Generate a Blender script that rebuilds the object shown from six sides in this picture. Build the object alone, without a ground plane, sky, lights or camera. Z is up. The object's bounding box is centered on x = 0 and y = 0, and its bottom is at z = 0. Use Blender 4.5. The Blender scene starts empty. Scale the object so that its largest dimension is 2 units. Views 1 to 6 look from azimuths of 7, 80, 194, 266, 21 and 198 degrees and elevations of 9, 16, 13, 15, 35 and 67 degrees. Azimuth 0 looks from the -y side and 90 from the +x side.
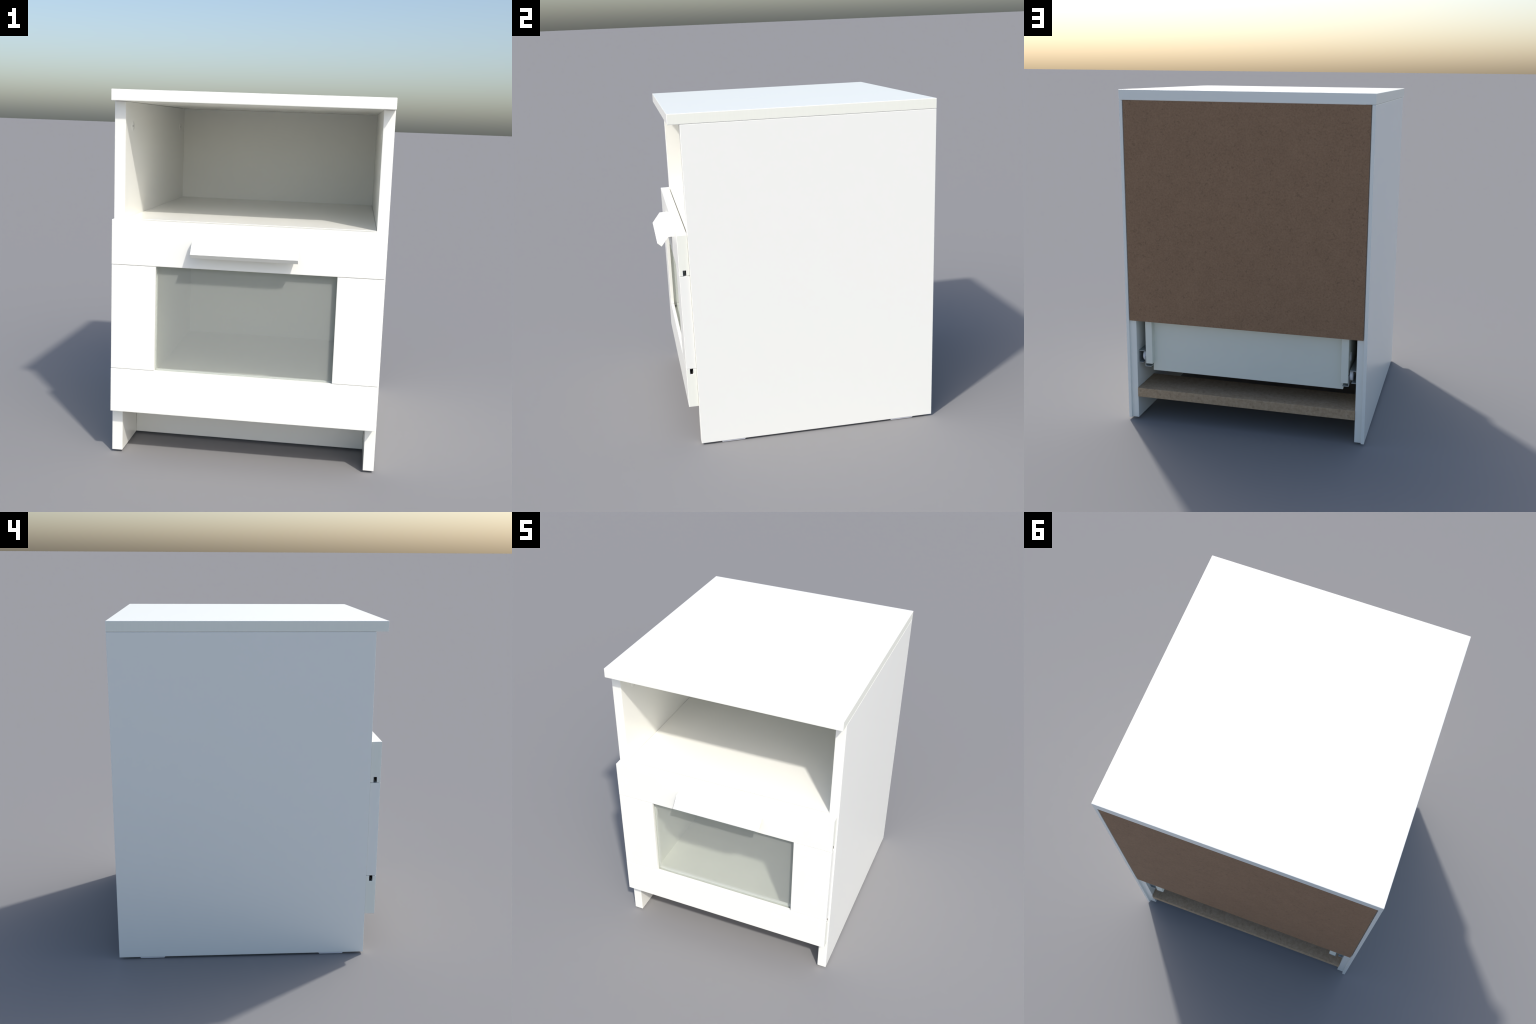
"""Small white bedside cabinet: open shelf above, one drawer with a framed
milky-glass window and a slanted plate handle, hardboard back, raw fibre rail."""
import bpy, bmesh
from math import pi, cos, sin, radians
from mathutils import Vector

# ------------------------------------------------------------------ sizes (m)
TOP_X, TOP_F, TOP_B = 0.731, -0.727, 0.8135       # table top half width, front, back
TOP_Z0, TOP_Z1 = 1.9412, 2.0
SIDE_OUT, SIDE_IN = 0.7306, 0.6715                 # side panel outer / inner face
SIDE_F, SIDE_B = -0.6590, 0.8130
SIDE_Z0, SIDE_Z1 = 0.0102, 1.9404
LIP_X, RABBET_Y = 0.7115, 0.7985                  # rabbet that takes the back panel
SHELF_Z1, BOARD = 1.3223, 0.059
FRONT_X = 0.7242                                  # drawer front half width
FRONT_F, FRONT_B = -0.7195, -0.6600
RAIL_LO = (0.2590, 0.5030)
RAIL_HI = (1.0795, 1.3215)
WIN_X = 0.4815                                    # window half width
GROOVE = (-0.6980, -0.6790)                       # groove for the pane, y range
GROOVE_D = 0.033


# ------------------------------------------------------------------ materials
def new_material(name):
    m = bpy.data.materials.new(name)
    m.use_nodes = True
    nt = m.node_tree
    return m, nt, nt.nodes["Principled BSDF"]


def noise(nt, scale, detail=4.0, rough=0.6, stretch=None):
    tc = nt.nodes.new("ShaderNodeTexCoord")
    n = nt.nodes.new("ShaderNodeTexNoise")
    n.inputs["Scale"].default_value = scale
    n.inputs["Detail"].default_value = detail
    n.inputs["Roughness"].default_value = rough
    if stretch:
        mp = nt.nodes.new("ShaderNodeMapping")
        mp.inputs["Scale"].default_value = stretch
        nt.links.new(tc.outputs["Object"], mp.inputs["Vector"])
        nt.links.new(mp.outputs["Vector"], n.inputs["Vector"])
    else:
        nt.links.new(tc.outputs["Object"], n.inputs["Vector"])
    return n


def ramp(nt, src, stops):
    r = nt.nodes.new("ShaderNodeValToRGB")
    cr = r.color_ramp
    while len(cr.elements) < len(stops):
        cr.elements.new(0.5)
    for e, (p, c) in zip(cr.elements, stops):
        e.position, e.color = p, (*c, 1)
    nt.links.new(src, r.inputs["Fac"])
    return r.outputs["Color"]


def mix(nt, fac, a, b):
    m = nt.nodes.new("ShaderNodeMix")
    m.data_type = "RGBA"
    if isinstance(fac, float):
        m.inputs[0].default_value = fac
    else:
        nt.links.new(fac, m.inputs[0])
    nt.links.new(a, m.inputs[6])
    nt.links.new(b, m.inputs[7])
    return m.outputs[2]


def bump(nt, src, bsdf, strength, dist):
    b = nt.nodes.new("ShaderNodeBump")
    b.inputs["Strength"].default_value = strength
    b.inputs["Distance"].default_value = dist
    nt.links.new(src, b.inputs["Height"])
    nt.links.new(b.outputs["Normal"], bsdf.inputs["Normal"])


def coated(name, light, dark, rough, scale, stretch=None, grain=0.03):
    """smooth foil or paint: one colour with a barely visible cloudiness"""
    m, nt, p = new_material(name)
    n = noise(nt, scale, 3.0, 0.55, stretch)
    nt.links.new(ramp(nt, n.outputs["Fac"], [(0.3, dark), (0.7, light)]), p.inputs["Base Color"])
    p.inputs["Roughness"].default_value = rough
    p.inputs["Specular IOR Level"].default_value = 0.5
    fine = noise(nt, 260, 2.0)
    bump(nt, fine.outputs["Fac"], p, grain, 0.001)
    return m


WHITE = coated("white_foil", (0.992, 0.989, 0.922), (0.988, 0.985, 0.918), 0.23, 5.0)
EDGE = coated("edge_band", (0.985, 0.990, 0.880), (0.970, 0.976, 0.865), 0.22, 9.0, (1, 14, 0.6))
INSIDE = coated("white_lacquer_hardboard", (0.975, 0.972, 0.900), (0.968, 0.965, 0.893), 0.5, 7.0)
DRAWER = coated("drawer_foil", (0.895, 0.905, 0.800), (0.885, 0.895, 0.790), 0.5, 6.0)
HANDLE = coated("handle_paint", (0.985, 0.982, 0.915), (0.980, 0.977, 0.910), 0.40, 8.0)
NYLON = coated("white_nylon", (0.86, 0.86, 0.88), (0.83, 0.83, 0.85), 0.4, 20.0)


def fibre_board(name, stops, coarse, fine, rough):
    """raw pressed fibre: fine speckle over soft blotches and dark flecks"""
    m, nt, p = new_material(name)
    a = noise(nt, fine, 6.0, 0.75)
    b = noise(nt, coarse, 4.0, 0.6)
    c1 = ramp(nt, a.outputs["Fac"], [(0.32, stops[0]), (0.5, stops[1]), (0.70, stops[2])])
    c2 = ramp(nt, b.outputs["Fac"], [(0.3, stops[0]), (0.72, stops[2])])
    col = mix(nt, 0.22, c1, c2)
    fl = noise(nt, fine * 0.55, 2.0, 0.5)
    mask = nt.nodes.new("ShaderNodeMath")
    mask.operation = "GREATER_THAN"
    mask.inputs[1].default_value = 0.67
    nt.links.new(fl.outputs["Fac"], mask.inputs[0])
    half = nt.nodes.new("ShaderNodeMath")
    half.operation = "MULTIPLY"
    half.inputs[1].default_value = 0.36
    nt.links.new(mask.outputs[0], half.inputs[0])
    dark = nt.nodes.new("ShaderNodeRGB")
    dark.outputs[0].default_value = (*[v * 0.7 for v in stops[0]], 1)
    col = mix(nt, half.outputs[0], col, dark.outputs[0])
    nt.links.new(col, p.inputs["Base Color"])
    p.inputs["Roughness"].default_value = rough
    p.inputs["Specular IOR Level"].default_value = 0.25
    bump(nt, a.outputs["Fac"], p, 0.25, 0.002)
    return m


HARDBOARD = fibre_board("brown_hardboard", [(0.255, 0.152, 0.090), (0.332, 0.200, 0.118), (0.390, 0.240, 0.145)], 14, 95, 0.7)
SLOT_SHADE = fibre_board("painted_slot_shade", [(0.060, 0.050, 0.040), (0.080, 0.066, 0.052), (0.105, 0.088, 0.070)], 20, 80, 0.9)
CHIPBOARD = fibre_board("raw_chipboard", [(0.385, 0.270, 0.166), (0.485, 0.350, 0.225), (0.580, 0.435, 0.295)], 18, 60, 0.85)


def make_steel():
    m, nt, p = new_material("zinc_plated_steel")
    n = noise(nt, 30, 4.0, 0.6, (1, 0.12, 1))
    nt.links.new(ramp(nt, n.outputs["Fac"], [(0.3, (0.40, 0.43, 0.42)), (0.7, (0.50, 0.53, 0.52))]), p.inputs["Base Color"])
    p.inputs["Metallic"].default_value = 0.55
    p.inputs["Roughness"].default_value = 0.42
    return m


def make_dark():
    m, nt, p = new_material("dark_recess")
    n = noise(nt, 60)
    nt.links.new(ramp(nt, n.outputs["Fac"], [(0.3, (0.10, 0.10, 0.095)), (0.7, (0.14, 0.14, 0.13))]), p.inputs["Base Color"])
    p.inputs["Roughness"].default_value = 0.7
    return m


def make_glass():
    """thin milky pane: mostly see-through, a veil of scattering on its face"""
    m, nt, p = new_material("milky_glass")
    n = noise(nt, 4.0, 2.0)
    nt.links.new(ramp(nt, n.outputs["Fac"], [(0.3, (0.742, 0.766, 0.738)), (0.7, (0.756, 0.780, 0.752))]), p.inputs["Base Color"])
    p.inputs["Roughness"].default_value = 0.12
    clear = nt.nodes.new("ShaderNodeBsdfTransparent")
    clear.inputs["Color"].default_value = (0.972, 0.987, 0.977, 1)
    mx = nt.nodes.new("ShaderNodeMixShader")
    mx.inputs[0].default_value = 0.21
    nt.links.new(clear.outputs[0], mx.inputs[1])
    nt.links.new(p.outputs[0], mx.inputs[2])
    nt.links.new(mx.outputs[0], nt.nodes["Material Output"].inputs["Surface"])
    return m


STEEL, DARK, GLASS = make_steel(), make_dark(), make_glass()


# ------------------------------------------------------------------ mesh tools
def box(bm, x, y, z):
    vs = [bm.verts.new((a, b, c)) for a in x for b in y for c in z]
    for f in ((0, 1, 3, 2), (4, 6, 7, 5), (0, 4, 5, 1), (2, 3, 7, 6), (0, 2, 6, 4), (1, 5, 7, 3)):
        bm.faces.new([vs[i] for i in f])


def prism(bm, profile, axis, lo, hi):
    """extrude a closed 2D profile (the two other axes, in xyz order) along an axis"""
    def pt(p, t):
        q = list(p)
        q.insert("xyz".index(axis), t)
        return q
    a = [bm.verts.new(pt(p, lo)) for p in profile]
    b = [bm.verts.new(pt(p, hi)) for p in profile]
    bm.faces.new(a)
    bm.faces.new(b[::-1])
    for i in range(len(a)):
        j = (i + 1) % len(a)
        bm.faces.new((a[j], a[i], b[i], b[j]))


def grooved_rail(bm, profile, stations):
    """rail along x built in lengths, so that the groove ends can be coloured shadow-dark"""
    rows = [[bm.verts.new((x, *p)) for p in profile] for x in stations]
    bm.faces.new(rows[0])
    bm.faces.new(rows[-1][::-1])
    n = len(profile)
    for a, b in zip(rows, rows[1:]):
        for i in range(n):
            bm.faces.new((a[(i + 1) % n], a[i], b[i], b[(i + 1) % n]))


def lathe(bm, centre, side, profile, n=32):
    """turn (radius, height) pairs about an x-parallel axis; side = +1/-1 direction"""
    rings = []
    for r, h in profile:
        if r < 1e-6:
            rings.append([bm.verts.new((centre[0] + side * h, centre[1], centre[2]))])
        else:
            rings.append([bm.verts.new((centre[0] + side * h, centre[1] + r * cos(2 * pi * i / n), centre[2] + r * sin(2 * pi * i / n))) for i in range(n)])
    for a, b in zip(rings, rings[1:]):
        for i in range(n):
            j = (i + 1) % n
            q = [a[i % len(a)], a[j % len(a)], b[j % len(b)], b[i % len(b)]]
            q = [v for k, v in enumerate(q) if v not in q[:k]]
            if len(q) > 2:
                bm.faces.new(q)


def finish(bm, name, mats, parent=None, bevel=0.003, segs=2, pick=None, smooth=False):
    bmesh.ops.recalc_face_normals(bm, faces=bm.faces[:])
    if pick:
        for f in bm.faces:
            f.material_index = pick(f)
    if bevel:
        edges = [e for e in bm.edges if len(e.link_faces) == 2 and e.calc_face_angle(0) > 0.35]
        bmesh.ops.bevel(bm, geom=edges, offset=bevel, offset_type="OFFSET", segments=segs, profile=0.5, affect="EDGES", clamp_overlap=True)
        bmesh.ops.recalc_face_normals(bm, faces=bm.faces[:])
    me = bpy.data.meshes.new(name)
    bm.to_mesh(me)
    bm.free()
    for m in mats:
        me.materials.append(m)
    if smooth:
        me.shade_smooth()
        me.set_sharp_from_angle(angle=radians(40))
    return place(me, name, parent)


def place(me, name, parent):
    ob = bpy.data.objects.new(name, me)
    bpy.context.scene.collection.objects.link(ob)
    if parent:
        ob.parent = parent
    return ob


def on_ends(f):
    f.normal_update()
    return 1 if abs(f.normal.x) > 0.9 else 0


# ------------------------------------------------------------------ carcass
cabinet = bpy.data.objects.new("bedside_cabinet", None)
bpy.context.scene.collection.objects.link(cabinet)
cabinet["label"] = "small white bedside cabinet with open shelf and glass-fronted drawer"
cabinet["category"] = "bedside cabinet"

bm = bmesh.new()
box(bm, (-TOP_X, TOP_X), (TOP_F, TOP_B), (TOP_Z0, TOP_Z1))
finish(bm, "table_top", [WHITE, EDGE], cabinet, 0.0028, pick=on_ends)

panels = {}
for s in (-1, 1):
    bm = bmesh.new()
    prism(bm, [(s * SIDE_IN, SIDE_F), (s * SIDE_OUT, SIDE_F), (s * SIDE_OUT, SIDE_B), (s * LIP_X, SIDE_B),
               (s * LIP_X, RABBET_Y), (s * SIDE_IN, RABBET_Y)], "z", SIDE_Z0, SIDE_Z1)
    panels[s] = finish(bm, "side_panel", [WHITE], cabinet, 0.0025)

# shelf under the open compartment (a hair short of the walls, dark joint line)
bm = bmesh.new()
box(bm, (-SIDE_IN + 0.001, SIDE_IN - 0.001), (-0.6545, RABBET_Y - 0.001), (SHELF_Z1 - BOARD, SHELF_Z1))
finish(bm, "shelf", [WHITE], cabinet, 0.002)

# hardboard back: brown outside, lacquered white inside
bm = bmesh.new()
box(bm, (-0.7068, 0.7068), (0.7990, 0.8130), (0.6375, 1.9402))
finish(bm, "back_panel", [HARDBOARD, INSIDE], cabinet, 0.001, 1,
       pick=lambda f: 1 if f.normal.y < -0.9 else 0)

# raw fibre rail low at the back, white plinth board at the front
bm = bmesh.new()
box(bm, (-SIDE_IN + 0.0008, SIDE_IN - 0.0008), (0.5545, 0.8050), (0.1495, 0.2070))
finish(bm, "rear_rail", [CHIPBOARD], cabinet, 0.0012, 1)
bm = bmesh.new()
box(bm, (-SIDE_IN + 0.0008, SIDE_IN - 0.0008), (-0.3650, -0.3060), (0.0115, 0.2450))
finish(bm, "plinth", [WHITE], cabinet, 0.002)

# ------------------------------------------------ fittings on the side panels
bm = bmesh.new()      # glide pad: flat trapezoid nailed under the panel edge
prism(bm, [(-0.0775, 0.0105), (0.0775, 0.0105), (0.0690, 0.0), (-0.0690, 0.0)], "x", -0.022, 0.022)
glide_mesh = finish(bm, "foot_glide", [NYLON], None, 0.0012)
glide_data = glide_mesh.data
bpy.data.objects.remove(glide_mesh)

caps = {}
for s in (-1, 1):
    bm = bmesh.new()  # round cam-fitting cover with a small round dark dimple at its centre
    lathe(bm, (0, 0, 0), -s, [(0.0270, -0.0020), (0.0270, 0.0005), (0.0262, 0.0010), (0.0068, 0.0010), (0.0062, 0.0003), (0, 0.0003)], 40)
    o = finish(bm, "fitting_cover", [WHITE, DARK], None, 0, smooth=True,
               pick=lambda f: 1 if (f.calc_center_median().yz.length < 0.0064) else 0)
    caps[s] = o.data
    bpy.data.objects.remove(o)

for s in (-1, 1):
    for y in (-0.4615, 0.6150):
        g = place(glide_data, "foot_glide", panels[s])
        g.location = (s * 0.703, y, 0)
    for y in (-0.5180, 0.6755):
        c = place(caps[s], "fitting_cover", panels[s])
        c.location = (s * SIDE_IN, y, 1.8130)
    # pressed steel channel the drawer runs in
    bm = bmesh.new()
    X = SIDE_IN - 0.0006
    t = 0.0038
    prism(bm, [(s * X, 0.3620), (s * X, 0.4405), (s * (X - 0.0370), 0.4405), (s * (X - 0.0395), 0.4385), (s * (X - 0.0395), 0.4330),
               (s * (X - 0.0360), 0.4330), (s * (X - 0.0360), 0.4365), (s * (X - t), 0.4365), (s * (X - t), 0.3660),
               (s * (X - 0.0300), 0.3660), (s * (X - 0.0300), 0.3620)], "y", -0.635, 0.7770)
    finish(bm, "drawer_channel", [STEEL], panels[s], 0.0006, 1)

# ------------------------------------------------------------------ drawer box
bm = bmesh.new()
for s in (-1, 1):
    box(bm, sorted((s * 0.5800, s * 0.6220)), (-0.6602, 0.7812), (0.3612, 1.0600))
box(bm, (-0.5895, 0.5895), (0.7080, 0.7440), (0.3090, 1.0300))
drawer = finish(bm, "drawer", [DRAWER], cabinet, 0.0015)

# hardboard drawer bottom, lacquered on the upper side only
bm = bmesh.new()
box(bm, (-0.5802, 0.5802), (-0.6600, 0.7078), (0.3465, 0.3632))
finish(bm, "drawer_bottom", [HARDBOARD, DRAWER], drawer, 0.0008, 1,
       pick=lambda f: 1 if f.normal.z > 0.9 else 0)

# front frame: two rails with a groove in the edge that faces the pane
gy0, gy1 = GROOVE
for (z0, z1), up in ((RAIL_LO, 1), (RAIL_HI, -1)):
    e, o = (z1, z0) if up > 0 else (z0, z1)
    bm = bmesh.new()
    grooved_rail(bm, [(FRONT_F, o), (FRONT_B, o), (FRONT_B, e), (gy1, e), (gy1, e - up * GROOVE_D), (gy0, e - up * GROOVE_D), (gy0, e), (FRONT_F, e)],
                 (-FRONT_X, -WIN_X - 0.028, WIN_X + 0.028, FRONT_X))

    def rail_look(f, e=e, up=up):
        c = f.calc_center_median()
        if abs(c.x) > WIN_X + 0.03 and abs(f.normal.x) < 0.5 and gy0 - 1e-4 < c.y < gy1 + 1e-4 and 0.001 < up * (e - c.z) < 0.05:
            return 2                       # groove end, walls darkened to show the slot's inner shadow
        return on_ends(f)
    finish(bm, "front_rail", [WHITE, EDGE, SLOT_SHADE], drawer, 0.0022, pick=rail_look)

for s in (-1, 1):
    bm = bmesh.new()
    xo, xi, xg = s * (FRONT_X - 0.0008), s * WIN_X, s * (WIN_X + 0.026)
    prism(bm, [(xi, FRONT_F), (xo, FRONT_F), (xo, FRONT_B), (xi, FRONT_B), (xi, gy1), (xg, gy1), (xg, gy0), (xi, gy0)],
          "z", RAIL_LO[1] + 0.0018, RAIL_HI[0] - 0.0018)
    # tongues that enter the rail grooves, short of the outer end
    for z in ((RAIL_LO[1] - 0.029, RAIL_LO[1] + 0.004), (RAIL_HI[0] - 0.004, RAIL_HI[0] + 0.029)):
        box(bm, sorted((s * (WIN_X + 0.030), s * (FRONT_X - 0.060))), (gy0 + 0.0008, gy1 - 0.0008), z)
    finish(bm, "front_stile", [WHITE], drawer, 0.0018)

bm = bmesh.new()
box(bm, (-WIN_X - 0.020, WIN_X + 0.020), (gy0 + 0.0125, gy1 - 0.0018), (RAIL_LO[1] - 0.027, RAIL_HI[0] + 0.027))
finish(bm, "glass_pane", [GLASS], drawer, 0)

# handle: thick plate that leaves the rail level, then bends down and outward
bm = bmesh.new()
prism(bm, [(FRONT_F + 0.001, 1.2375), (-0.7610, 1.2375), (-0.8135, 1.1690), (-0.7875, 1.1460), (-0.7420, 1.2035), (FRONT_F + 0.001, 1.2035)],
      "x", -0.2800, 0.2800)
finish(bm, "handle", [HANDLE], drawer, 0.0014)

# steel runner under each drawer side, roller and locking plug
for s in (-1, 1):
    bm = bmesh.new()
    prism(bm, [(s * 0.5900, 0.3415), (s * 0.6245, 0.3415), (s * 0.6275, 0.3445), (s * 0.6275, 0.4050), (s * 0.6232, 0.4050),
               (s * 0.6232, 0.3470), (s * 0.6220, 0.3458), (s * 0.5900, 0.3458)], "y", -0.640, 0.7800)
    finish(bm, "runner", [STEEL], drawer, 0.0006, 1)
    bm = bmesh.new()
    lathe(bm, (s * 0.6283, 0.7350, 0.4010), s, [(0, 0), (0.0300, 0), (0.0335, 0.0030), (0.0335, 0.0165), (0.0300, 0.0195),
                                                (0.0120, 0.0195), (0.0100, 0.0150), (0, 0.0150)], 40)
    finish(bm, "roller", [NYLON], drawer, 0, smooth=True)
    bm = bmesh.new()
    lathe(bm, (s * 0.6215, 0.7000, 0.4970), s, [(0, 0), (0.0280, 0), (0.0280, 0.0030), (0.0240, 0.0060), (0, 0.0065)], 36)
    finish(bm, "locking_plug", [NYLON], drawer, 0, smooth=True)
